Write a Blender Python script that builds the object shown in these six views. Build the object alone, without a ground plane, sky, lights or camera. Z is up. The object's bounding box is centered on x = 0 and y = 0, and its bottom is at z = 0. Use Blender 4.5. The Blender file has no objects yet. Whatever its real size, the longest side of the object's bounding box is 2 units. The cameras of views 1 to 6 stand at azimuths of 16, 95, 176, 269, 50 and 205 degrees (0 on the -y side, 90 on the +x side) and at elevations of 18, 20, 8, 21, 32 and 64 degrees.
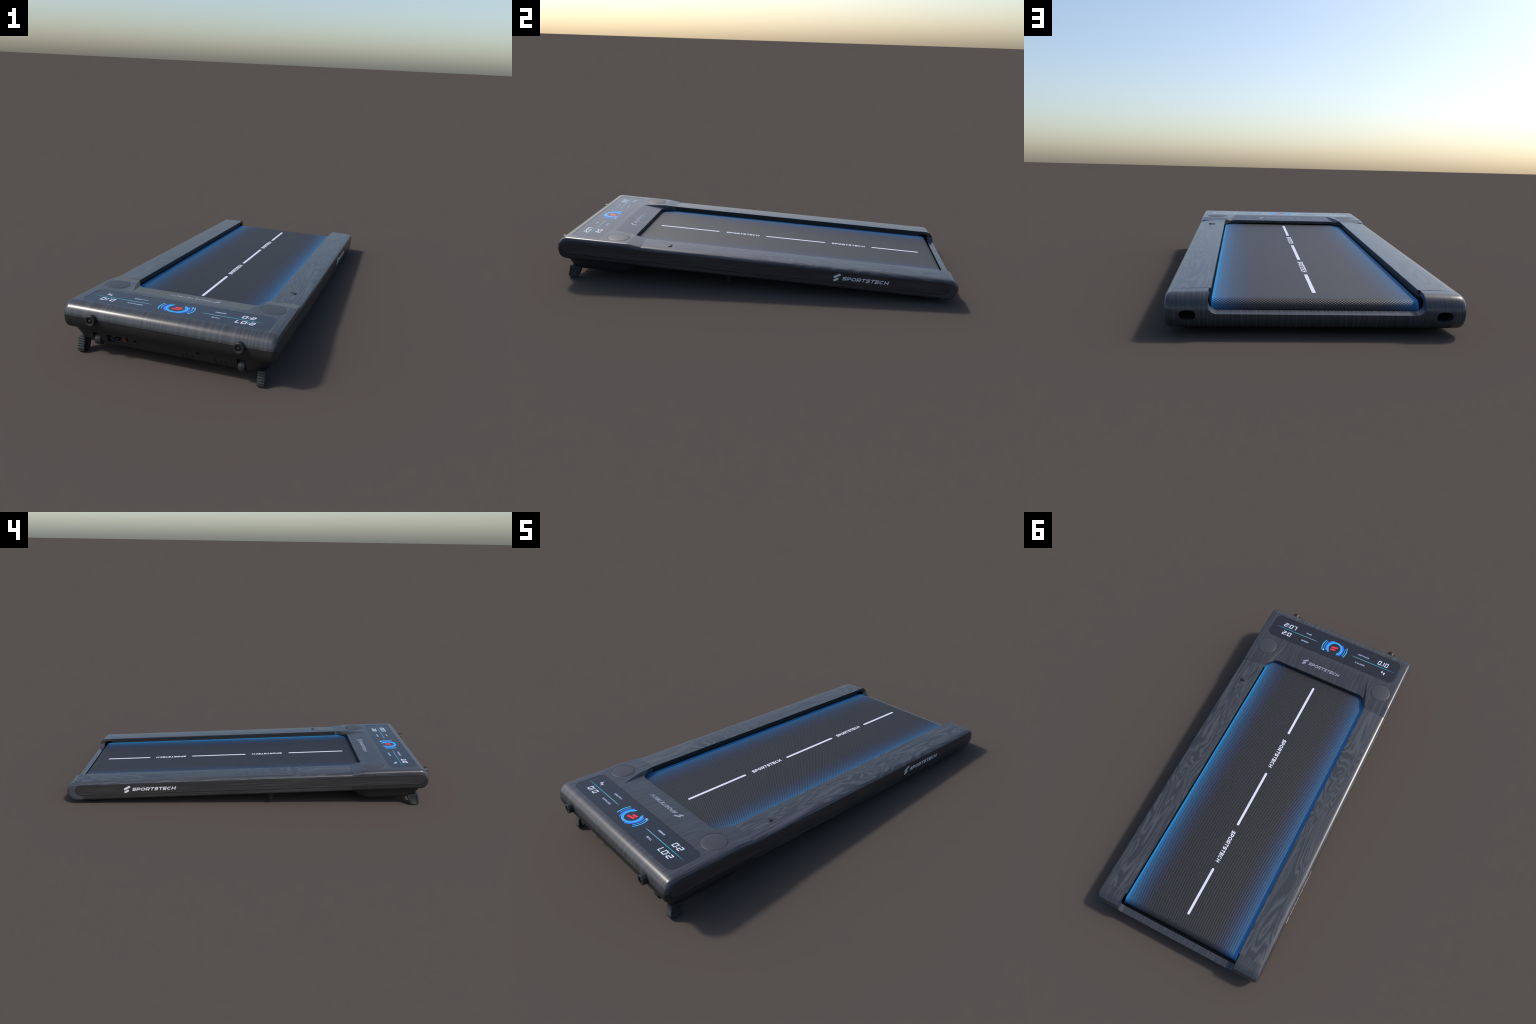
# Walking-pad treadmill: flat wood-grain frame, belt with painted edge glow, display, front feet.
# Everything is modelled in the machine's own frame (y = length, z = up) and the parent
# Empty tilts it nose-up, as the fold-out front feet do.
import bpy, bmesh, math
from mathutils import Vector, Matrix
from math import sin, cos, pi, radians, sqrt

TILT = math.atan(0.0487)
SC = bpy.context.scene

# ---------------------------------------------------------------- materials
def lin(c):
    c = c / 255.0
    return c / 12.92 if c <= 0.04045 else ((c + 0.055) / 1.055) ** 2.4

def rgb(r, g, b, k=1.0):
    return (lin(r) * k, lin(g) * k, lin(b) * k, 1.0)

class Nodes:
    """small helper for writing node trees as expressions"""
    def __init__(self, name):
        self.mat = bpy.data.materials.new(name)
        self.mat.use_nodes = True
        self.t = self.mat.node_tree
        self.bsdf = self.t.nodes["Principled BSDF"]
        self.tc = self.t.nodes.new("ShaderNodeTexCoord")
        self.obj = self.tc.outputs["Object"]

    def put(self, sock, val):
        if hasattr(val, "is_linked") or isinstance(val, bpy.types.NodeSocket):
            self.t.links.new(val, sock)
        else:
            sock.default_value = val

    def math(self, op, a, b=0.0, c=0.0):
        n = self.t.nodes.new("ShaderNodeMath"); n.operation = op
        for s, v in zip(n.inputs, (a, b, c)):
            self.put(s, v)
        return n.outputs[0]

    def xyz(self, vec=None):
        n = self.t.nodes.new("ShaderNodeSeparateXYZ")
        self.put(n.inputs[0], vec or self.obj)
        return n.outputs

    def combine(self, x, y, z):
        n = self.t.nodes.new("ShaderNodeCombineXYZ")
        for s, v in zip(n.inputs, (x, y, z)):
            self.put(s, v)
        return n.outputs[0]

    def mapping(self, scale, loc=(0, 0, 0), vec=None):
        n = self.t.nodes.new("ShaderNodeMapping")
        self.put(n.inputs["Vector"], vec or self.obj)
        n.inputs["Scale"].default_value = scale
        n.inputs["Location"].default_value = loc
        return n.outputs[0]

    def noise(self, vec, scale=1.0, detail=2.0, rough=0.5, dist=0.0):
        n = self.t.nodes.new("ShaderNodeTexNoise")
        self.put(n.inputs["Vector"], vec)
        n.inputs["Scale"].default_value = scale
        n.inputs["Detail"].default_value = detail
        n.inputs["Roughness"].default_value = rough
        n.inputs["Distortion"].default_value = dist
        return n.outputs["Fac"]

    def ramp(self, fac, stops, interp="LINEAR"):
        n = self.t.nodes.new("ShaderNodeValToRGB")
        n.color_ramp.interpolation = interp
        el = n.color_ramp.elements
        while len(el) < len(stops):
            el.new(0.5)
        for e, (p, c) in zip(el, stops):
            e.position = p
            e.color = c if not isinstance(c, (int, float)) else (c, c, c, 1)
        self.put(n.inputs[0], fac)
        return n.outputs[0]

    def mix(self, fac, a, b, mode="MIX"):
        n = self.t.nodes.new("ShaderNodeMix"); n.data_type = "RGBA"; n.blend_type = mode
        self.put(n.inputs[0], fac); self.put(n.inputs[6], a); self.put(n.inputs[7], b)
        return n.outputs[2]

    def bump(self, h, strength=0.3, dist=0.001):
        n = self.t.nodes.new("ShaderNodeBump")
        n.inputs["Strength"].default_value = strength
        n.inputs["Distance"].default_value = dist
        self.put(n.inputs["Height"], h)
        self.t.links.new(n.outputs[0], self.bsdf.inputs["Normal"])

    def out(self, color=None, rough=None, spec=None, metal=None):
        for k, v in (("Base Color", color), ("Roughness", rough),
                     ("Specular IOR Level", spec), ("Metallic", metal)):
            if v is not None:
                self.put(self.bsdf.inputs[k], v)
        return self.mat

WOOD_DARK = rgb(54, 56, 60)
WOOD_LIGHT = rgb(70, 72, 77)
SIDE_DARK = rgb(43, 43, 44)
SIDE_LIGHT = rgb(57, 57, 58)
WOOD_ROUGH = 0.28

def wood_whorled(name):
    """rails: contour lines of a long stretched noise give cathedral figure"""
    n = Nodes(name)
    p = n.mapping((16.0, 1.9, 8.0))
    f = n.noise(p, 1.0, 2.0, 0.42, 0.7)
    rings = n.math("PINGPONG", n.math("MULTIPLY", f, 26.0), 1.0)
    fine = n.noise(n.mapping((260, 14, 260)), 1.0, 2.0, 0.6)
    v = n.math("ADD", rings, n.math("MULTIPLY", n.math("SUBTRACT", fine, 0.5), 0.45))
    fac = n.ramp(v, [(0.40, 0.0), (0.80, 1.0)])
    col = n.mix(fac, WOOD_DARK, rgb(75, 77, 81))
    return n.out(col, WOOD_ROUGH, 0.5)

def wood_straight(name, across="x", side=False):
    """covers and side strips: thin straight pale lines along the length"""
    n = Nodes(name)
    x, y, z = n.xyz()
    run = n.math("SUBTRACT", y, z) if not side else y
    acr = x if not side else z
    wob = n.noise(n.combine(n.math("MULTIPLY", acr, 14.0), n.math("MULTIPLY", run, 5.0), 0.3), 1.0, 2.0, 0.5)
    a2 = n.math("ADD", acr, n.math("MULTIPLY", n.math("SUBTRACT", wob, 0.5), 0.020))
    l1 = n.noise(n.combine(n.math("MULTIPLY", a2, 150.0), n.math("MULTIPLY", run, 2.2), 3.1), 1.0, 3.0, 0.6)
    l2 = n.noise(n.combine(n.math("MULTIPLY", a2, 520.0), n.math("MULTIPLY", run, 6.0), 9.1), 1.0, 1.0, 0.5)
    v = n.math("ADD", n.math("MULTIPLY", l1, 0.62), n.math("MULTIPLY", l2, 0.38))
    fac = n.ramp(v, [(0.47, 0.0), (0.60, 1.0)])
    col = n.mix(fac, SIDE_DARK if side else WOOD_DARK, SIDE_LIGHT if side else WOOD_LIGHT)
    n.bump(v, 0.12, 0.0006)
    return n.out(col, n.math("ADD", WOOD_ROUGH - 0.08, n.math("MULTIPLY", v, 0.12)), 0.5)

def plain(name, col, rough=0.5, spec=0.5, metal=0.0):
    return Nodes(name).out(col, rough, spec, metal)

def plastic(name, col, rough=0.5):
    n = Nodes(name)
    g = n.noise(n.mapping((700, 700, 700)), 1.0, 2.0)
    n.bump(g, 0.08, 0.0004)
    return n.out(col, rough, 0.4)

def weave(n):
    """twill height field of the belt fabric, 0..1"""
    x, y, z = n.xyz()
    yy = n.math("SUBTRACT", y, z)
    k = 2 * pi / 0.0104
    a = n.math("COSINE", n.math("MULTIPLY", n.math("ADD", x, yy), k))
    b = n.math("COSINE", n.math("MULTIPLY", n.math("SUBTRACT", x, yy), k))
    a = n.math("MULTIPLY_ADD", a, 0.5, 0.5)
    b = n.math("MULTIPLY_ADD", b, 0.25, 0.75)
    return n.math("MULTIPLY", a, b)

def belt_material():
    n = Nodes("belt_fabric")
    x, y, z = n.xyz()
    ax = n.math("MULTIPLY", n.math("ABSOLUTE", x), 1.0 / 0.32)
    glow_paint = n.ramp(ax, [(0.0, rgb(37, 37, 39)), (0.50, rgb(38, 38, 39)), (0.58, rgb(40, 38, 46)),
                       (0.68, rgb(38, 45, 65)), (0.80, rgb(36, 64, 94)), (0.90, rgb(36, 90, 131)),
                       (0.945, rgb(36, 112, 168)), (0.970, rgb(43, 178, 255))])  # LED edge glow painted into the base colour, nothing emits
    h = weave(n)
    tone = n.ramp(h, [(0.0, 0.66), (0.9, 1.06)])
    col = n.mix(1.0, glow_paint, tone, "MULTIPLY")
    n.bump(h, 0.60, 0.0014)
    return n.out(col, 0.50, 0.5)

def print_material(name, col):
    """white belt print, the weave shows through it"""
    n = Nodes(name)
    h = weave(n)
    c = n.mix(1.0, col, n.ramp(h, [(0.0, 0.84), (0.8, 1.0)]), "MULTIPLY")
    n.bump(h, 0.3, 0.001)
    return n.out(c, 0.5, 0.4)

def line_material():
    n = Nodes("divider_line_paint")
    x, y, z = n.xyz()
    ax = n.math("MULTIPLY", n.math("ABSOLUTE", n.math("ADD", x, 0.004)), 2.0)
    c = n.ramp(ax, [(0.21, rgb(52, 80, 92)), (0.27, rgb(120, 178, 192)), (0.40, rgb(118, 180, 195)),
                    (0.52, rgb(44, 178, 196)), (0.66, rgb(40, 165, 185)), (0.76, rgb(48, 66, 78))])
    return n.out(c, 0.35, 0.5)

M_RAIL = wood_whorled("wood_grain_whorled")
M_WOOD = wood_straight("wood_grain_straight")
M_SIDE = wood_straight("wood_grain_side", side=True)
M_BLACK = plastic("black_plastic", rgb(33, 33, 33), 0.45)
M_DARK = plastic("dark_rubber", rgb(40, 42, 44), 0.55)
M_PIT = plain("hollow_black", rgb(8, 8, 9), 0.8, 0.1)
M_SCREEN = plain("display_glass", rgb(38, 40, 46), 0.15, 0.5)
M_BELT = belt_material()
M_WHITE = print_material("white_print", rgb(228, 230, 239))
M_DIGIT = plain("digit_white", rgb(222, 230, 245), 0.35)
M_WORD = plain("caption_white", rgb(170, 186, 212), 0.35)
M_LOGO = plain("logo_grey", rgb(152, 156, 170), 0.45)
M_SIDELOGO = plain("logo_silver", rgb(205, 207, 212), 0.42)
M_CYAN = plain("ring_cyan", rgb(60, 190, 248), 0.35)
M_SKY = plain("ring_light_blue", rgb(48, 160, 240), 0.35)
M_BLUE = plain("ring_blue", rgb(44, 120, 250), 0.35)
M_RED = plain("emblem_red", rgb(240, 45, 55), 0.35)
M_LINE = line_material()
M_SWITCH = plain("switch_red", rgb(120, 34, 38), 0.4)
M_PIN = plain("pin_metal", rgb(200, 200, 200), 0.3, 0.5, 0.8)

def speaker_material():
    n = Nodes("pad_texture")
    g = n.noise(n.mapping((330, 230, 330)), 1.0, 3.0, 0.7)
    col = n.mix(n.ramp(g, [(0.35, 0.0), (0.65, 1.0)]), rgb(50, 52, 56), rgb(66, 68, 73))
    n.bump(g, 0.35, 0.001)
    return n.out(col, 0.45, 0.5)
M_PAD = speaker_material()

# ---------------------------------------------------------------- mesh helpers
ROOT = bpy.data.objects.new("treadmill", None)
SC.collection.objects.link(ROOT)
ROOT.rotation_euler = (-TILT, 0, 0)
ROOT["label"] = "flat dark wood-grain walking treadmill with blue-edged belt"
ROOT["category"] = "treadmill"
ROOT.empty_display_size = 0.2

def raw(name, verts, faces, mat=None):
    me = bpy.data.meshes.new(name)
    me.from_pydata([tuple(v) for v in verts], [], faces)
    bm = bmesh.new(); bm.from_mesh(me)
    bmesh.ops.remove_doubles(bm, verts=bm.verts, dist=1e-6)
    bmesh.ops.recalc_face_normals(bm, faces=bm.faces)
    bm.to_mesh(me); bm.free()
    ob = bpy.data.objects.new(name, me)
    SC.collection.objects.link(ob)
    if mat:
        me.materials.append(mat)
    return ob

def bake(ob):
    bpy.context.view_layer.update()
    dg = bpy.context.evaluated_depsgraph_get()
    me = bpy.data.meshes.new_from_object(ob.evaluated_get(dg), preserve_all_data_layers=True, depsgraph=dg)
    ob.modifiers.clear()
    old = ob.data
    ob.data = me
    me.name = ob.name
    if old.users == 0:
        bpy.data.meshes.remove(old)
    return ob

def cut(ob, *cutters, keep=False):
    for c in cutters:
        m = ob.modifiers.new("cut", "BOOLEAN")
        m.operation = "DIFFERENCE"; m.solver = "EXACT"; m.object = c
        bake(ob)
        if not keep:
            bpy.data.objects.remove(c)
    return ob

def bevel(ob, w=0.0015, seg=2, ang=35):
    m = ob.modifiers.new("bevel", "BEVEL")
    m.width = w; m.segments = seg; m.limit_method = "ANGLE"; m.angle_limit = radians(ang)
    m.use_clamp_overlap = True; m.harden_normals = False
    return bake(ob)

def smooth(ob, ang=35):
    me = ob.data
    bm = bmesh.new(); bm.from_mesh(me)
    for f in bm.faces:
        f.smooth = True
    for e in bm.edges:
        e.smooth = not (len(e.link_faces) == 2 and e.calc_face_angle(0) > radians(ang))
    bm.to_mesh(me); bm.free()
    return ob

def weighted(ob):
    m = ob.modifiers.new("wn", "WEIGHTED_NORMAL")
    m.keep_sharp = True; m.weight = 80
    return bake(ob)

def adopt(ob, parent=None):
    ob.parent = parent or ROOT
    return ob

def loft(name, rings, mat=None, caps=True):
    n = len(rings[0]); vs = [p for r in rings for p in r]; fs = []
    for i in range(len(rings) - 1):
        for j in range(n):
            k = (j + 1) % n
            fs.append((i * n + j, i * n + k, (i + 1) * n + k, (i + 1) * n + j))
    if caps:
        fs.append(tuple(range(n))); fs.append(tuple(range((len(rings) - 1) * n, len(rings) * n)))
    return raw(name, vs, fs, mat)

def prism(name, pts, axis, a, b, mat=None):
    """extrude a 2-D outline along an axis (pts are the two other coordinates in order)"""
    def P(p, t):
        return {"x": (t, p[0], p[1]), "y": (p[0], t, p[1]), "z": (p[0], p[1], t)}[axis]
    return loft(name, [[P(p, a) for p in pts], [P(p, b) for p in pts]], mat)

def box(name, x0, x1, y0, y1, z0, z1, mat=None):
    return prism(name, [(x0, y0), (x1, y0), (x1, y1), (x0, y1)], "z", z0, z1, mat)

def round_rect(x0, x1, y0, y1, r, seg=8):
    pts = []
    for cx, cy, a0 in ((x1 - r, y1 - r, 0), (x0 + r, y1 - r, 90), (x0 + r, y0 + r, 180), (x1 - r, y0 + r, 270)):
        for i in range(seg + 1):
            a = radians(a0 + 90 * i / seg)
            pts.append((cx + r * cos(a), cy + r * sin(a)))
    return pts

def circle(cx, cy, r, n=48):
    return [(cx + r * cos(2 * pi * i / n), cy + r * sin(2 * pi * i / n)) for i in range(n)]

def hull(name, pts):
    bm = bmesh.new()
    for p in pts:
        bm.verts.new(p)
    bmesh.ops.convex_hull(bm, input=bm.verts)
    me = bpy.data.meshes.new(name); bm.to_mesh(me); bm.free()
    ob = bpy.data.objects.new(name, me); SC.collection.objects.link(ob)
    return ob

def lathe(name, prof, origin, axis, mat=None, n=40):
    """turn a (radius, height) profile about an axis through origin"""
    rings = []
    for r, h in prof:
        ring = []
        for i in range(n):
            a = 2 * pi * i / n; u, v = r * cos(a), r * sin(a)
            o = {"z": (u, v, h), "y": (u, h, v), "x": (h, u, v)}[axis]
            ring.append(tuple(origin[k] + o[k] for k in range(3)))
        rings.append(ring)
    return loft(name, rings, mat)

# ---------------------------------------------------------------- the frame body
Z_BOT, Z_RAIL, Z_TOP = 0.0665, 0.1705, 0.1808
Y_SEAM, Y_CAP = -0.567, 0.9125
# how the section shrinks towards the outer flank: (x, inset)
FLANK = [(0.4295, 0.0), (0.4395, 0.0032), (0.4442, 0.0070), (0.4468, 0.0112), (0.4476, 0.0145)]

def mirrored_stations(inner=[]):
    st = inner + FLANK
    return [(-x, d) for x, d in reversed(st)] + st

def front_profile(d, seg=12):
    """side outline of the front end: half-round nose, flat top, ramp down to the rails"""
    yc, zc = -0.934, 0.126
    a, b, bl = 0.0525 - d, Z_TOP - zc - d, zc - Z_BOT - d
    pts = [(Y_SEAM, Z_BOT + d)]
    for i in range(seg + 1):
        t = radians(-90 - 90 * i / seg)                  # fuller below the seam than above it
        pts.append((yc - a * abs(cos(t)) ** 0.74, zc - bl * abs(sin(t)) ** 0.80))
    for i in range(1, seg + 1):
        t = radians(180 - 90 * i / seg)
        pts.append((yc + a * cos(t), zc + b * sin(t)))
    pts += [(-0.636, Z_TOP - d), (-0.627, Z_TOP - d - 0.0006), (-0.578, Z_RAIL - d + 0.0036), (Y_SEAM, Z_RAIL - d + 0.0028)]
    return pts

def rear_profile(d, seg=14):
    yc, zc = 0.9455, 0.121
    top = Z_RAIL - d                                      # negative d only lifts the top
    d = max(d, 0.0)
    a, b, bl = 0.0500 - d, top - zc, zc - 0.0650 - d
    pts = [(Y_CAP, top)]
    for i in range(seg + 1):
        t = radians(90 - 90 * i / seg)
        pts.append((yc + a * cos(t), zc + b * sin(t)))
    for i in range(1, seg + 1):
        t = radians(-90 * i / seg)
        pts.append((yc + a * cos(t), zc + bl * sin(t)))
    pts.append((Y_CAP, 0.0650 + d))
    return pts

def stadium(y0, y1, z0, z1, seg=14):
    r = (z1 - z0) / 2; zc = (z0 + z1) / 2
    pts = [(y1 - r + r * cos(radians(90 - 180 * i / seg)), zc + r * sin(radians(90 - 180 * i / seg))) for i in range(seg + 1)]
    pts += [(y0 + r + r * cos(radians(270 - 180 * i / seg)), zc + r * sin(radians(270 - 180 * i / seg))) for i in range(seg + 1)]
    return pts

TRIM = (-0.9665, 0.9470, 0.0980, 0.1565)

def trim_cutters():
    g = 0.0016
    o = stadium(TRIM[0] - g, TRIM[1] + g, TRIM[2] - g, TRIM[3] + g)
    return [prism("cutter", o, "x", s * 0.4445, s * 0.47) for s in (1, -1)]

front = loft("front_block", [[(x, y, z) for y, z in front_profile(d)] for x, d in mirrored_stations()])

def half(src, name, z, keep_up, mat):
    bm = bmesh.new(); bm.from_mesh(src.data)
    r = bmesh.ops.bisect_plane(bm, geom=bm.verts[:] + bm.edges[:] + bm.faces[:], dist=1e-7,
                               plane_co=(0, 0, z), plane_no=(0, 0, 1),
                               clear_inner=keep_up, clear_outer=not keep_up)
    edges = [e for e in bm.edges if e.is_boundary]
    bmesh.ops.edgenet_fill(bm, edges=edges)
    bmesh.ops.recalc_face_normals(bm, faces=bm.faces)
    me = bpy.data.meshes.new(name); bm.to_mesh(me); bm.free()
    me.materials.append(mat)
    ob = bpy.data.objects.new(name, me); SC.collection.objects.link(ob)
    return ob

cover = half(front, "front_cover", 0.1260, True, M_WOOD)
shell = half(front, "lower_shell", 0.1245, False, M_BLACK)
bpy.data.objects.remove(front)

# --- opening for the belt: straight lip, chamfered corners running out to the rails
LIP_Y, X_IN = -0.640, 0.3160
def opening_outline():
    right = []
    c = [(0.2550, LIP_Y), (0.2680, LIP_Y + 0.0020), (0.2790, LIP_Y + 0.0080), (0.2880, LIP_Y + 0.0180),
         (0.3040, LIP_Y + 0.0410), (0.3150, LIP_Y + 0.0590), (X_IN, LIP_Y + 0.0730), (X_IN, -0.50)]
    return c + [(-x, y) for x, y in reversed(c)]
cut(cover, prism("cutter", opening_outline(), "z", 0.05, 0.30))
cut(cover, box("cutter", -X_IN, X_IN, -0.705, -0.5, 0.05, 0.1525))

# --- sunken logo shelf between two slanted cheeks
A = Vector((0.2600, -0.7490, Z_TOP + 0.0003)); B = Vector((0.2960, -0.6400, Z_TOP)); Cc = Vector((0.2850, -0.6400, 0.1670))
nrm = (B - A).cross(Cc - A)
def on_cheek(y, z):
    return A.x - (nrm.y * (y - A.y) + nrm.z * (z - A.z)) / nrm.x
slope = (Cc - A) / (Cc.y - A.y)
E_ = A + slope * (-0.48 - A.y)
wedge = []
for s in (1, -1):
    wedge += [(s * A.x, A.y, A.z), (s * on_cheek(A.y, 0.205), A.y, 0.205),
              (s * E_.x, E_.y, E_.z), (s * on_cheek(-0.48, 0.205), -0.48, 0.205)]
cut(cover, hull("cutter", wedge))
# --- display recess, pad recesses, side strip recess
SCR = (-0.3975, 0.4025, -0.9290, -0.7805)
cut(cover, prism("cutter", round_rect(*SCR, 0.030), "z", Z_TOP - 0.0022, 0.25))
PADS = [(0.3600, -0.6985), (-0.3610, -0.6965)]
for px, py in PADS:
    cut(cover, lathe("cutter", [(0.0556, Z_TOP - 0.0016), (0.0556, 0.21)], (px, py, 0), "z", n=64))
cut(cover, *trim_cutters())
bevel(cover, 0.0012, 2, 32)
adopt(weighted(smooth(cover, 40)))

scr = prism("display", round_rect(SCR[0] + 0.0008, SCR[1] - 0.0008, SCR[2] + 0.0008, SCR[3] - 0.0008, 0.0292), "z", Z_TOP - 0.006, Z_TOP - 0.0006, M_SCREEN)
adopt(weighted(smooth(bevel(scr, 0.0006, 2), 40)))
for px, py in PADS:
    prof = [(0.0548, -0.006), (0.0548, -0.0010), (0.0538, -0.0001), (0.050, 0.0006), (0.035, 0.0016), (0.018, 0.0022), (0.004, 0.0024)]
    adopt(smooth(lathe("foot_pad_button", [(r, Z_TOP + h) for r, h in prof], (px, py, 0), "z", M_PAD, 64), 50), cover)

# --- lower shell with the strip recess, then the motor belly
cut(shell, *trim_cutters())
bevel(shell, 0.0015, 2, 40)
adopt(weighted(smooth(shell, 40)))

def belly_ring(x, y0, y1, z, r):
    return [(px, py, z) for px, py in round_rect(-x, x, y0, y1, r)]
belly = loft("motor_housing", [belly_ring(0.4310, -0.9680, -0.5720, 0.0840, 0.050),
                               belly_ring(0.4270, -0.9610, -0.5740, 0.0640, 0.056),
                               belly_ring(0.4170, -0.9500, -0.5850, 0.0390, 0.062),
                               belly_ring(0.4110, -0.9440, -0.5940, 0.0250, 0.064),
                               belly_ring(0.4050, -0.9370, -0.6050, 0.0150, 0.066),
                               belly_ring(0.3960, -0.9270, -0.6180, 0.0080, 0.066),
                               belly_ring(0.3800, -0.9120, -0.6360, 0.0045, 0.064)], M_BLACK)
WX = 0.311
for s in (1, -1):
    cut(belly, box("cutter", s * WX - 0.0170, s * WX + 0.0170, -0.99, -0.885, -0.02, 0.0620))
cut(belly, prism("cutter", [(-0.2650, 0.0260), (-0.1600, 0.0260), (-0.1660, 0.0600), (-0.2620, 0.0600)], "y", -0.99, -0.9350))
for vx in (0.067, 0.089, 0.111, 0.2085, 0.2295, 0.2495):
    cut(belly, hull("cutter", [(vx + dx, y, z) for dx, z in ((-0.0055, 0.040), (-0.0030, 0.040), (0.0030, 0.000), (0.0055, 0.000)) for y in (-0.99, -0.925)]))
for hx in (-0.1370, 0.1350):
    cut(belly, lathe("cutter", [(0.0070, -0.99), (0.0070, -0.945)], (hx, 0, 0.0520), "y", n=24))
adopt(weighted(smooth(belly, 35)))

sock = prism("power_socket", [(-0.2425, 0.0390), (-0.2375, 0.0335), (-0.2195, 0.0335), (-0.2145, 0.0390), (-0.2145, 0.0585), (-0.2425, 0.0585)], "y", -0.942, -0.9330, M_PIT)
adopt(sock)
for dx, dz in ((-0.0075, 0.0515), (0.0055, 0.0425)):
    adopt(smooth(lathe("socket_pin", [(0.0019, -0.9455), (0.0019, -0.940)], (-0.2290 + dx, 0, dz), "y", M_PIN, 16)), sock)
sw = hull("rocker_switch", [(x, y, z) for x, z in ((-0.1970, 0.0380), (-0.1795, 0.0380), (-0.1840, 0.0590), (-0.1925, 0.0590)) for y in (-0.9470 if z < 0.045 else -0.9540, -0.9340)])
sw.data.materials.append(M_SWITCH); adopt(bevel(sw, 0.002, 2))

# ---------------------------------------------------------------- side rails
def rail_section(s, crown):
    """inner wall, thin top lip, top falling gently outwards, rounded flank"""
    p = [(0.3215, 0.0740), (0.3215, 0.1610), (X_IN + 0.0003, 0.1613), (X_IN, 0.1718), (X_IN + 0.0006, 0.1732), (X_IN + 0.0022, 0.1739)]
    p += [(0.3182 + 0.1113 * t, 0.1739 - (0.1739 - Z_RAIL) * t ** 1.4 + crown * sin(pi * t)) for t in (0.1, 0.2, 0.35, 0.5, 0.65, 0.8, 0.9)]
    p += [(x, Z_RAIL - d) for x, d in FLANK] + [(x, Z_BOT + d) for x, d in reversed(FLANK)] + [(0.330, Z_BOT)]
    return [(s * x, z) for x, z in p]
for s in (1, -1):
    r = loft("side_rail", [[(x, y, z) for x, z in rail_section(s, c)] for y, c in ((Y_SEAM + 0.0003, 0.0010), (Y_CAP - 0.0004, 0.0))], M_RAIL)
    c = trim_cutters()
    bpy.data.objects.remove(c.pop(1 if s > 0 else 0))
    cut(r, *c)
    r.data.materials.append(M_SIDE)                       # outer flank faces below the strip take its darker material
    for f in r.data.polygons:
        if abs(f.center.x) > 0.43 and f.center.z < 0.125 and abs(f.normal.x) > 0.2:
            f.material_index = 1
    r.data.materials.append(M_BLACK)                      # dark inner wall beside the belt
    for f in r.data.polygons:
        if abs(f.center.x) < 0.325 and abs(f.normal.x) > 0.8:
            f.material_index = 2
    adopt(weighted(smooth(r, 30)))
    g = box("belt_guide", s * 0.3205, s * 0.3225, -0.66, 0.9100, 0.085, 0.1608, M_BLACK)
    adopt(g)
    adopt(box("belt_guide", s * 0.3155, s * 0.3204, -0.66, 0.9100, 0.085, 0.1290, M_BLACK))
    t = prism("side_strip", stadium(*TRIM), "x", s * 0.4450, s * 0.4492, M_SIDE)
    adopt(weighted(smooth(bevel(t, 0.0014, 3), 40)))

# ---------------------------------------------------------------- rear cover
rear = loft("rear_cover", [[(x, y, z) for y, z in rear_profile(d)] for x, d in mirrored_stations([(0.318, -0.0031), (0.360, -0.0020), (0.395, -0.0010)])], M_WOOD)
def oval(cx, cz, a, b, e=2.5, n=40):
    pts = []
    for i in range(n):
        t = 2 * pi * i / n
        pts.append((cx + a * math.copysign(abs(cos(t)) ** (2 / e), cos(t)), cz + b * math.copysign(abs(sin(t)) ** (2 / e), sin(t))))
    return pts
XU, ZB, RU = 0.3215, 0.1165, 0.0270
u = [(-XU, 0.30)] + [(-XU + RU - RU * cos(radians(90 * i / 8)), ZB + RU - RU * sin(radians(90 * i / 8))) for i in range(9)]
u += [(-x, z) for x, z in reversed(u)]
cut(rear, loft("cutter", [[(x, 0.85, z + (0.0045 if z < 0.29 else 0)) for x, z in u], [(x, 0.955, z + (0.0045 if z < 0.29 else 0)) for x, z in u],
                          [(x, 0.995, z) for x, z in u], [(x, 1.10, z) for x, z in u]]))
hol = [(0.85, 0.1575), (0.9440, 0.1575)] + [(0.9440 + 0.0180 * sin(radians(90 * i / 6)), 0.1300 + 0.0275 * cos(radians(90 * i / 6))) for i in range(1, 7)] + [(0.9620, 0.1100), (0.9620, 0.0850), (0.85, 0.0850)]
cut(rear, prism("cutter", hol, "x", -0.4340, 0.4340))
cut(rear, box("cutter", -0.3160, 0.3160, 0.85, 0.9620, 0.02, 0.10))      # the slot behind the belt is open to the floor
for s in (1, -1):
    cut(rear, prism("cutter", oval(s * 0.3805, 0.1118, 0.0245, 0.0152), "y", 0.968, 1.05))
cut(rear, *trim_cutters())
bevel(rear, 0.0013, 2, 35)
rear.data.materials.append(M_PIT)                         # near-black on the inner faces of the hollow
for f in rear.data.polygons:
    if f.center.y < 0.966 and f.normal.y < -0.25 and f.center.z < 0.160 and f.center.y > 0.93 and abs(f.center.x) < 0.434:
        f.material_index = 1
adopt(weighted(smooth(rear, 40)))
adopt(box("rear_floor_plate", -0.3155, 0.3155, 0.9000, 0.9520, 0.0665, 0.0705, M_BLACK))
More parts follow.
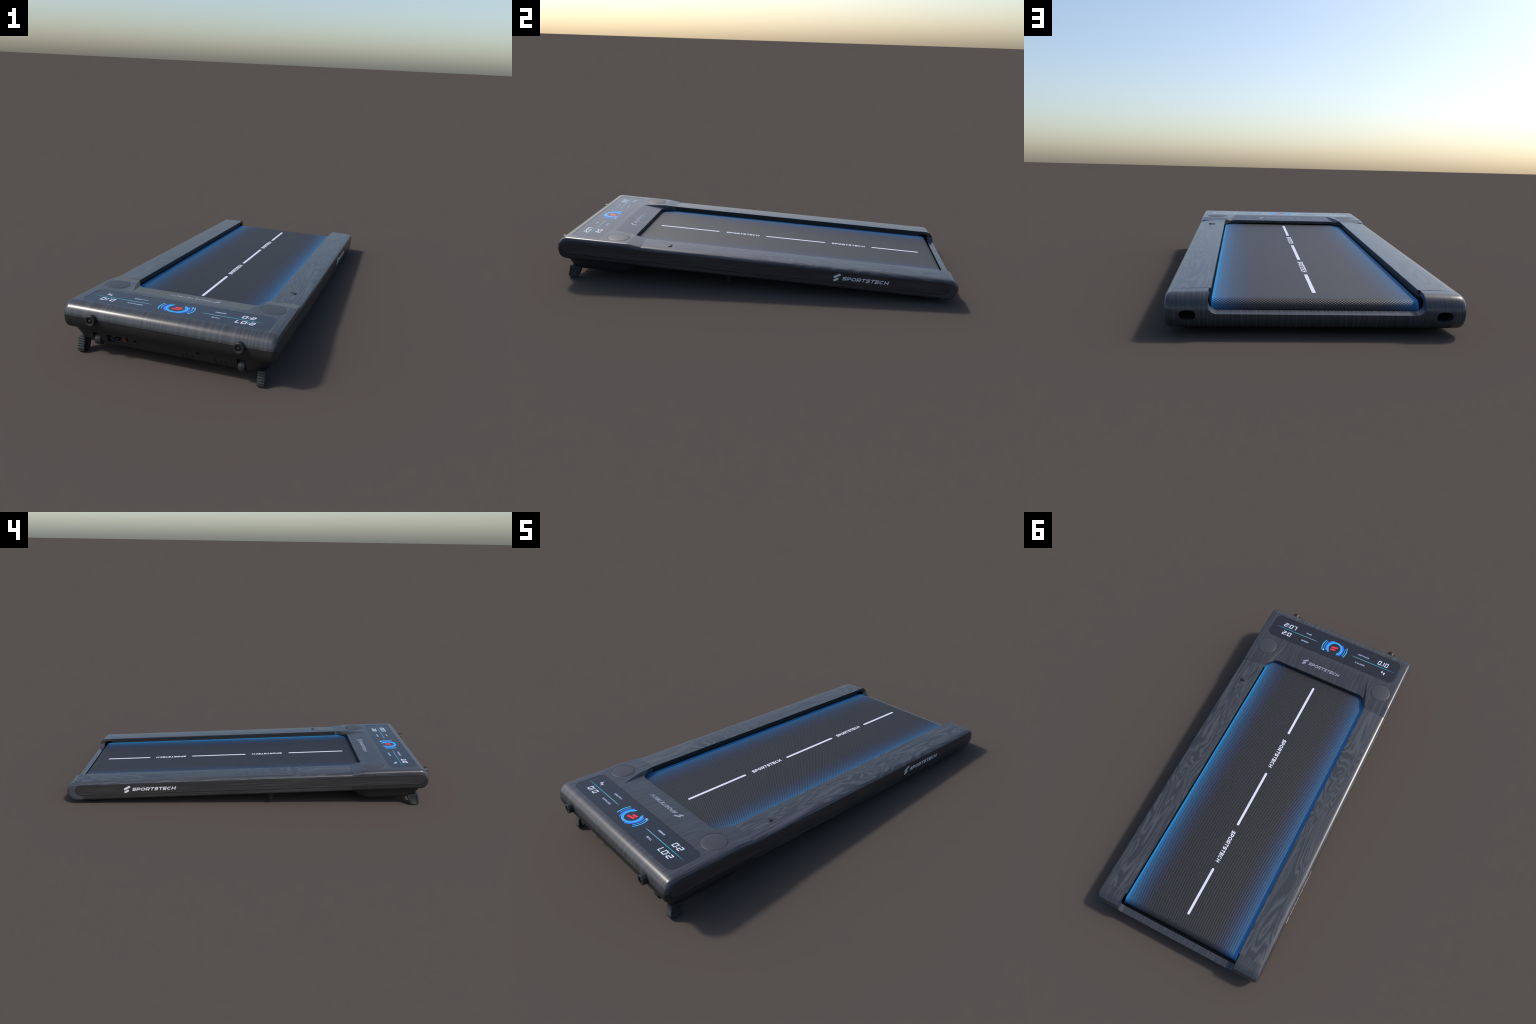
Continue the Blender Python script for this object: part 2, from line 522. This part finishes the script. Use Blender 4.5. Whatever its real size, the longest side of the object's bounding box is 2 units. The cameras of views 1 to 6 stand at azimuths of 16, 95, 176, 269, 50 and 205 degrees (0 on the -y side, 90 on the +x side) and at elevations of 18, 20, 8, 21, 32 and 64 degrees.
# black boxes and plates added to darken the hollow cap and grip holes
for s in (1, -1):
    adopt(box("cap_dark_box", s * 0.3300, s * 0.4335, 0.9130, 0.9430, 0.0855, 0.1570, M_PIT))
    adopt(prism("hole_dark_plate", oval(s * 0.3805, 0.1118, 0.0242, 0.0149), "y", 0.9640, 0.9720, M_PIT), rear)
    # stub of the belt roller axle, seen in the gap
    adopt(smooth(lathe("roller_axle", [(0.0100, -0.016), (0.0100, 0.018)], (s * 0.3150, 0.9080, 0.1180), "x", M_DARK, 24)))

# ---------------------------------------------------------------- running belt
Z_BELT, Y_BELT, RB = 0.1470, 0.9480, 0.0290
def belt_ring(x, d):
    yc, zc, r = Y_BELT - RB, Z_BELT - RB, RB - d
    pts = [(-0.698, zc - r)] + [(-0.698, zc + r)]
    pts += [(-0.698 + (yc + 0.698) * i / 40, zc + r) for i in range(1, 40)]
    pts += [(yc + r * sin(radians(180 * i / 24)), zc + r * cos(radians(180 * i / 24))) for i in range(25)]
    return [(x, y, z) for y, z in pts]
bst = [(0.0, 0.0), (0.150, 0.0), (0.3000, 0.0), (0.3118, 0.0002), (0.3134, 0.0010), (0.3142, 0.0025), (0.3145, 0.0060)]
bst = [(-x, d) for x, d in reversed(bst[1:])] + bst
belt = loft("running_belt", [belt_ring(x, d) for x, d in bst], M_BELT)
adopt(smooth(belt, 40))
adopt(box("base_plate", -0.4280, 0.4280, -0.600, 0.905, 0.0735, 0.0850, M_BLACK))

# ---------------------------------------------------------------- feet, wheels, bumpers
def foot_outline():
    front_top, front_bot = (-0.9380, 0.0180), (-0.9485, -0.0330)
    pts = [(-0.8830, 0.0180), front_top]
    n = 5
    for i in range(n):
        t0, t1 = i / n, (i + 0.55) / n
        for t, off in ((t0, 0.0022), (t1, 0.0022), (t1 + 0.05, -0.0012), ((i + 0.95) / n, -0.0012)):
            pts.append((front_top[0] + (front_bot[0] - front_top[0]) * t - off, front_top[1] + (front_bot[1] - front_top[1]) * t))
    pts += [(-0.9475, -0.0400), (-0.9420, -0.0444), (-0.9340, -0.0454), (-0.9100, -0.0442), (-0.9040, -0.0420), (-0.9005, -0.0370), (-0.8860, 0.0000)]
    return pts
for s in (1, -1):
    f = prism("front_foot", foot_outline(), "x", s * 0.3910 - 0.0150, s * 0.3910 + 0.0150, M_DARK)
    side = [(-0.9330, 0.0100), (-0.9410, -0.0310), (-0.9370, -0.0370), (-0.9180, -0.0360), (-0.8990, 0.0100)]
    for q in (1, -1):
        x0 = s * 0.3910 + q * 0.0150
        cut(f, prism("cutter", side, "x", x0 - q * 0.0035, x0 + q * 0.01))
    adopt(smooth(bevel(f, 0.0010, 2, 30), 40))
    w = [(0.020, -0.0135), (0.0255, -0.0135), (0.0270, -0.0115), (0.0270, 0.0115), (0.0255, 0.0135), (0.020, 0.0135)]
    adopt(smooth(lathe("transport_wheel", w, (s * WX, -0.9240, 0.0250), "x", M_DARK, 40), 40))
    # round bumper bolts on the nose
    bp = [(0.0215, -0.960), (0.0215, -1.0052), (0.0200, -1.0068), (0.0125, -1.0068), (0.0115, -1.0060), (0.0115, -0.9990), (0.0070, -0.9990), (0.0068, -1.0030), (0.0050, -1.0050), (0.0015, -1.0055)]
    adopt(smooth(lathe("bumper_bolt", bp, (s * 0.3125, 0, 0.1255), "y", M_BLACK, 40), 40))
    # small levelling pads under the rails
    adopt(smooth(lathe("levelling_pad", [(0.0190, 0.0429), (0.0205, 0.0445), (0.0205, 0.0500), (0.0120, 0.0520), (0.0120, 0.0745)], (s * 0.400, 0.8600, 0), "z", M_BLACK, 32), 40))
    adopt(smooth(lathe("levelling_pad", [(0.0100, 0.0215), (0.0130, 0.0225), (0.0140, 0.0320), (0.0150, 0.0420), (0.0235, 0.0540), (0.0250, 0.0740)], (s * 0.400, -0.1200, 0), "z", M_BLACK, 32), 40))

# teardrop safety button on the rail
def drop(scale, h):
    pts = []
    for i in range(36):
        a = 2 * pi * i / 36
        r = 0.0118
        px, py = r * cos(a), r * sin(a)
        if cos(a) < 0:
            px *= 2.2; py *= (1 + 0.75 * cos(a)) ** 1.0
        ca, sa = cos(radians(-12)), sin(radians(-12))
        pts.append((0.3845 + scale * (px * ca - py * sa), -0.4290 + scale * (px * sa + py * ca), Z_RAIL + h))
    return pts
adopt(smooth(loft("safety_button", [drop(1.0, -0.002), drop(1.0, 0.0022), drop(0.93, 0.0042), drop(0.75, 0.0056), drop(0.45, 0.0064), drop(0.1, 0.0067)], M_BLACK), 50))

# ---------------------------------------------------------------- prints and lettering
def ribbon(path, t, closed=False):
    """flat stroke of width t along a 2-D path -> list of (left,right) pairs"""
    n = len(path); out = []
    for i, p in enumerate(path):
        if closed:
            a, b = path[(i - 1) % n], path[(i + 1) % n]
        else:
            a, b = path[max(i - 1, 0)], path[min(i + 1, n - 1)]
        d0 = Vector((p[0] - a[0], p[1] - a[1])); d1 = Vector((b[0] - p[0], b[1] - p[1]))
        if d0.length < 1e-9: d0 = d1
        if d1.length < 1e-9: d1 = d0
        d0.normalize(); d1.normalize()
        m = d0 + d1
        m = m.normalized() if m.length > 1e-6 else d0
        nn = Vector((-m.y, m.x))
        k = 1.0 / max(0.45, nn.dot(Vector((-d0.y, d0.x))))
        out.append(((p[0] + nn.x * t / 2 * k, p[1] + nn.y * t / 2 * k), (p[0] - nn.x * t / 2 * k, p[1] - nn.y * t / 2 * k)))
    return out

def arc(cx, cy, rx, ry, a0, a1, n=12):
    return [(cx + rx * cos(radians(a0 + (a1 - a0) * i / n)), cy + ry * sin(radians(a0 + (a1 - a0) * i / n))) for i in range(n + 1)]

def glyph(ch, w, t):
    """strokes of a wide geometric capital, cap height 1; returns [(path, closed)]"""
    a = t / 2; top, mid, bot = 1 - a, 0.5, a
    r1, r2 = (top - mid) / 2, (mid - bot) / 2
    y1 = 0.36; rp = (top - y1) / 2
    if ch == "S":
        return [([(w - a * 0.6, top)] + arc(a + r1, (top + mid) / 2, r1, r1, 90, 270) + arc(w - a - r2, (mid + bot) / 2, r2, r2, 90, -90) + [(a * 0.6, bot)], False)]
    if ch in "PR":
        bowl = [(t * 0.98, top)] + arc(w - a - rp, (top + y1) / 2, rp, rp, 90, -90) + [(t * 0.98, y1)]
        st = [([(a, 0), (a, 1)], False), (bowl, False)]
        if ch == "R":
            st.append(([(w * 0.52, y1), (w - a * 0.8, 0)], False))
        return st
    if ch == "O":
        return [(arc(w / 2, 0.5, w / 2 - a, 0.5 - a, 0, 352.5, 47), True)]
    if ch == "C":
        return [(arc(w / 2 + 0.02, 0.5, w / 2 - a, 0.5 - a, 48, 312, 24), False)]
    if ch == "D":
        return [([(a, 0), (a, 1)], False), ([(t * 0.98, top)] + arc(w - 0.5 + 0.0, 0.5, 0.5 - a, 0.5 - a, 90, -90, 16) + [(t * 0.98, bot)], False)]
    if ch == "T":
        return [([(0, top), (w, top)], False), ([(w / 2, 0), (w / 2, 1 - t * 0.98)], False)]
    if ch == "E":
        return [([(a, 0), (a, 1)], False)] + [([(t * 0.98, y), (w, y)], False) for y in (bot, mid, top)]
    if ch == "L":
        return [([(a, 0), (a, 1)], False), ([(t * 0.98, bot), (w, bot)], False)]
    if ch == "H":
        return [([(a, 0), (a, 1)], False), ([(w - a, 0), (w - a, 1)], False), ([(t * 0.98, mid), (w - t * 0.98, mid)], False)]
    if ch == "I":
        return [([(a, 0), (a, 1)], False)]
    if ch == "N":
        return [([(a, 0), (a, top), (w - a, bot), (w - a, 1)], False)]
    if ch == "M":
        return [([(a, 0), (a, top), (w / 2, 0.3), (w - a, top), (w - a, 0)], False)]
    if ch == "A":
        return [([(a * 0.6, 0), (w / 2, top), (w - a * 0.6, 0)], False), ([(w * 0.26, 0.3), (w * 0.74, 0.3)], False)]
    # seven-segment figures
    if ch == "2":
        return [([(a, top), (w - a, top), (w - a, mid), (a, mid), (a, bot), (w - a, bot)], False)]
    if ch == "0":
        return [([(a, bot), (w - a, bot), (w - a, top), (a, top)], True)]
    if ch == "7":
        return [([(a, top), (w - a, top), (w - a, 0)], False)]
    if ch == "1":
        return [([(w / 2, 0), (w / 2, 1)], False)]
    if ch == "4":
        return [([(a, 1), (a, mid), (w - t, mid)], False), ([(w - a, 0.72), (w - a, 0)], False)]
    if ch == ":":
        return [([(0, 0.12), (t, 0.12)], False), ([(0, 0.70), (t, 0.70)], False)]
    if ch == ".":
        return [([(0, a), (t, a)], False)]
    return []

WIDTH = {"S": 1.0, "P": 1.0, "O": 1.2, "R": 1.05, "T": 1.0, "E": 0.92, "C": 1.1, "H": 1.08, "I": None, "M": 1.2,
         "D": 1.1, "N": 1.1, "A": 1.15, "L": 0.85, "2": 0.74, "0": 0.74, "7": 0.66, "1": 0.34, "4": 0.74, ":": None, ".": None}

class Print:
    """collects thin solid strokes laid on a surface: place(u, v, h) gives the 3-D point"""
    def __init__(self, name, mat, place, lift=0.0, h=0.0005):
        self.name, self.mat, self.place, self.h, self.lift = name, mat, place, h, lift
        self.v, self.f, self.k = [], [], 0

    def stroke(self, path, t, closed=False, xf=lambda p: p):
        pr = ribbon(path, t, closed)
        h = self.lift + self.h + 0.00003 * (self.k % 4); self.k += 1
        lo = self.lift - 0.0012
        b = len(self.v); n = len(pr)
        for l, r in pr:
            for q, z in ((l, h), (r, h), (r, lo), (l, lo)):
                self.v.append(self.place(*xf(q), z))
        for i in range(n if closed else n - 1):
            o, e = b + 4 * i, b + 4 * ((i + 1) % n)
            for j in range(4):
                self.f.append((o + j, o + (j + 1) % 4, e + (j + 1) % 4, e + j))
        if not closed:
            self.f.append((b, b + 1, b + 2, b + 3)); o = b + 4 * (n - 1); self.f.append((o, o + 1, o + 2, o + 3))

    def fill(self, outline):
        h = self.lift + self.h + 0.00003 * (self.k % 4); self.k += 1
        b = len(self.v); n = len(outline)
        for q in outline: self.v.append(self.place(*q, h))
        for q in outline: self.v.append(self.place(*q, self.lift - 0.0012))
        self.f.append(tuple(range(b, b + n))); self.f.append(tuple(range(b + n, b + 2 * n)))
        for i in range(n):
            j = (i + 1) % n
            self.f.append((b + i, b + j, b + n + j, b + n + i))

    def capsule(self, p, q, r):
        a = math.degrees(math.atan2(q[1] - p[1], q[0] - p[0]))
        self.fill(arc(q[0], q[1], r, r, a - 90, a + 90, 12) + arc(p[0], p[1], r, r, a + 90, a + 270, 12))

    def word(self, text, u0, u1, v0, v1, t=0.24, shear=0.0, gap=0.16):
        """fit a word in the box u0..u1 (shear included) by v0..v1"""
        H = v1 - v0
        ws = [WIDTH[c] if WIDTH[c] else t for c in text]
        total = sum(ws) + gap * (len(text) - 1) + shear
        k = (u1 - u0) / (total * H)
        pen = 0.0
        for c, w in zip(text, ws):
            for path, closed in glyph(c, w, t):
                self.stroke(path, t, closed, lambda p, pen=pen: (u0 + (pen + p[0] + shear * p[1]) * H * k, v0 + p[1] * H))
            pen += w + gap

    def make(self, parent):
        me = bpy.data.meshes.new(self.name)
        me.from_pydata(self.v, [], self.f)
        bm = bmesh.new(); bm.from_mesh(me)
        bmesh.ops.recalc_face_normals(bm, faces=bm.faces); bm.to_mesh(me); bm.free()
        me.materials.append(self.mat)
        ob = bpy.data.objects.new(self.name, me); SC.collection.objects.link(ob)
        return adopt(ob, parent)

XC = -0.0028
on_belt = lambda u, v, h: (XC - v, u, Z_BELT + h)              # reads along the belt
for y0, y1 in ((-0.5750, -0.2437), (0.0195, 0.3500), (0.6045, 0.8610)):
    p = Print("lane_dash", M_WHITE, on_belt)
    p.capsule((y0 + 0.0062, 0), (y1 - 0.0062, 0), 0.0062); p.make(belt)
for y0, y1 in ((-0.2040, -0.0180), (0.3850, 0.5685)):
    p = Print("belt_lettering", M_WHITE, on_belt)
    p.word("SPORTSTECH", y0, y1, -0.0105, 0.0105, 0.25, 0.16, 0.17); p.make(belt)

# side logos: word and two slanted bars
p = Print("side_lettering", M_SIDELOGO, lambda u, v, h: (0.4492 + h, u, v))
p.word("SPORTSTECH", 0.4335, 0.6615, 0.1148, 0.1335, 0.235, 0.32, 0.16)
p.capsule((0.3980, 0.1280), (0.4210, 0.1412), 0.0056); p.capsule((0.3985, 0.1112), (0.4125, 0.1192), 0.0056)
p.make(ROOT)
p = Print("side_lettering", M_SIDELOGO, lambda u, v, h: (-0.4492 - h, -u, v))
p.word("SPORTSTECH", -0.6372, -0.3945, 0.1158, 0.1340, 0.235, 0.32, 0.16)
p.capsule((-0.6745, 0.1275), (-0.6498, 0.1405), 0.0056); p.capsule((-0.6740, 0.1105), (-0.6585, 0.1186), 0.0056)
p.make(ROOT)

# shelf logo, read from the belt
kz = (Cc.z - A.z) / (Cc.y - A.y)
shelf = lambda u, v, h: (-u, -v, A.z + kz * (-v - A.y) + h)
p = Print("shelf_lettering", M_LOGO, shelf, 0.0, 0.0006)
p.word("SPORTSTECH", -0.0905, 0.1045, 0.6890, 0.7075, 0.22, 0.36, 0.17)
p.capsule((-0.1210, 0.7003), (-0.1025, 0.7120), 0.0049); p.capsule((-0.1212, 0.6858), (-0.1100, 0.6926), 0.0049)
p.make(cover)

# display figures, read from the belt
face = lambda u, v, h: (-u, -v, Z_TOP - 0.0006 + h)
def fig(text, u0, u1, v0, v1):
    q = Print("display_figure", M_DIGIT, face)
    q.word(text, u0, u1, v0, v1, 0.15, 0.10, 0.17); q.make(scr)
fig("2:07", -0.3370, -0.2565, 0.8680, 0.8945)
fig("2:0", -0.3240, -0.2670, 0.8120, 0.8380)
fig("0.10", 0.2695, 0.3330, 0.8670, 0.8940)
fig("4", 0.3100, 0.3345, 0.8135, 0.8370)
def cap(text, u0, u1, vc):
    q = Print("display_caption", M_WORD, face)
    q.word(text, u0, u1, vc - 0.0042, vc + 0.0042, 0.24, 0.05, 0.2); q.make(scr)
cap("TIME", -0.1925, -0.1575, 0.8800)
cap("SPEED", -0.1973, -0.1514, 0.8222)
cap("DISTANCE", 0.1452, 0.2114, 0.8795)
cap("CALORIE", 0.1476, 0.2082, 0.8222)
for u0, u1 in ((-0.3770, -0.1055), (0.1140, 0.3850)):
    q = Print("divider_line", M_LINE, face)
    q.stroke([(u0, 0.8542), (u1, 0.8542)], 0.0026); q.make(scr)

# dial: broken rings round a red two-bar emblem
CU, CV = 0.0040, 0.8530
def ring(name, mat, r0, r1, spans):
    q = Print(name, mat, face)
    for a0, a1 in spans:
        n = max(6, int(abs(a1 - a0) / 5))
        q.stroke(arc(CU, CV, (r0 + r1) / 2, (r0 + r1) / 2, a0, a1, n), r1 - r0)
    q.make(scr)
ring("dial_ring", M_SKY, 0.0345, 0.0385, [(-50, 230)])
ring("dial_ring", M_CYAN, 0.0400, 0.0455, [(-56, 236)])
ring("dial_arc", M_BLUE, 0.0466, 0.0545, [(-42, 52), (112, 218)])
ring("dial_arc", M_SKY, 0.0610, 0.0650, [(-26, 24), (150, 214)])
ring("dial_arc", M_CYAN, 0.0720, 0.0765, [(-26, 27), (150, 210)])
q = Print("dial_pointer", M_DIGIT, face); q.fill(arc(-0.0525, 0.8200, 0.0050, 0.0050, 0, 345, 23)); q.make(scr)
q = Print("emblem", M_RED, face)
q.capsule((-0.0118, 0.8570), (0.0170, 0.8635), 0.0056); q.capsule((-0.0122, 0.8415), (0.0080, 0.8450), 0.0056); q.make(scr)
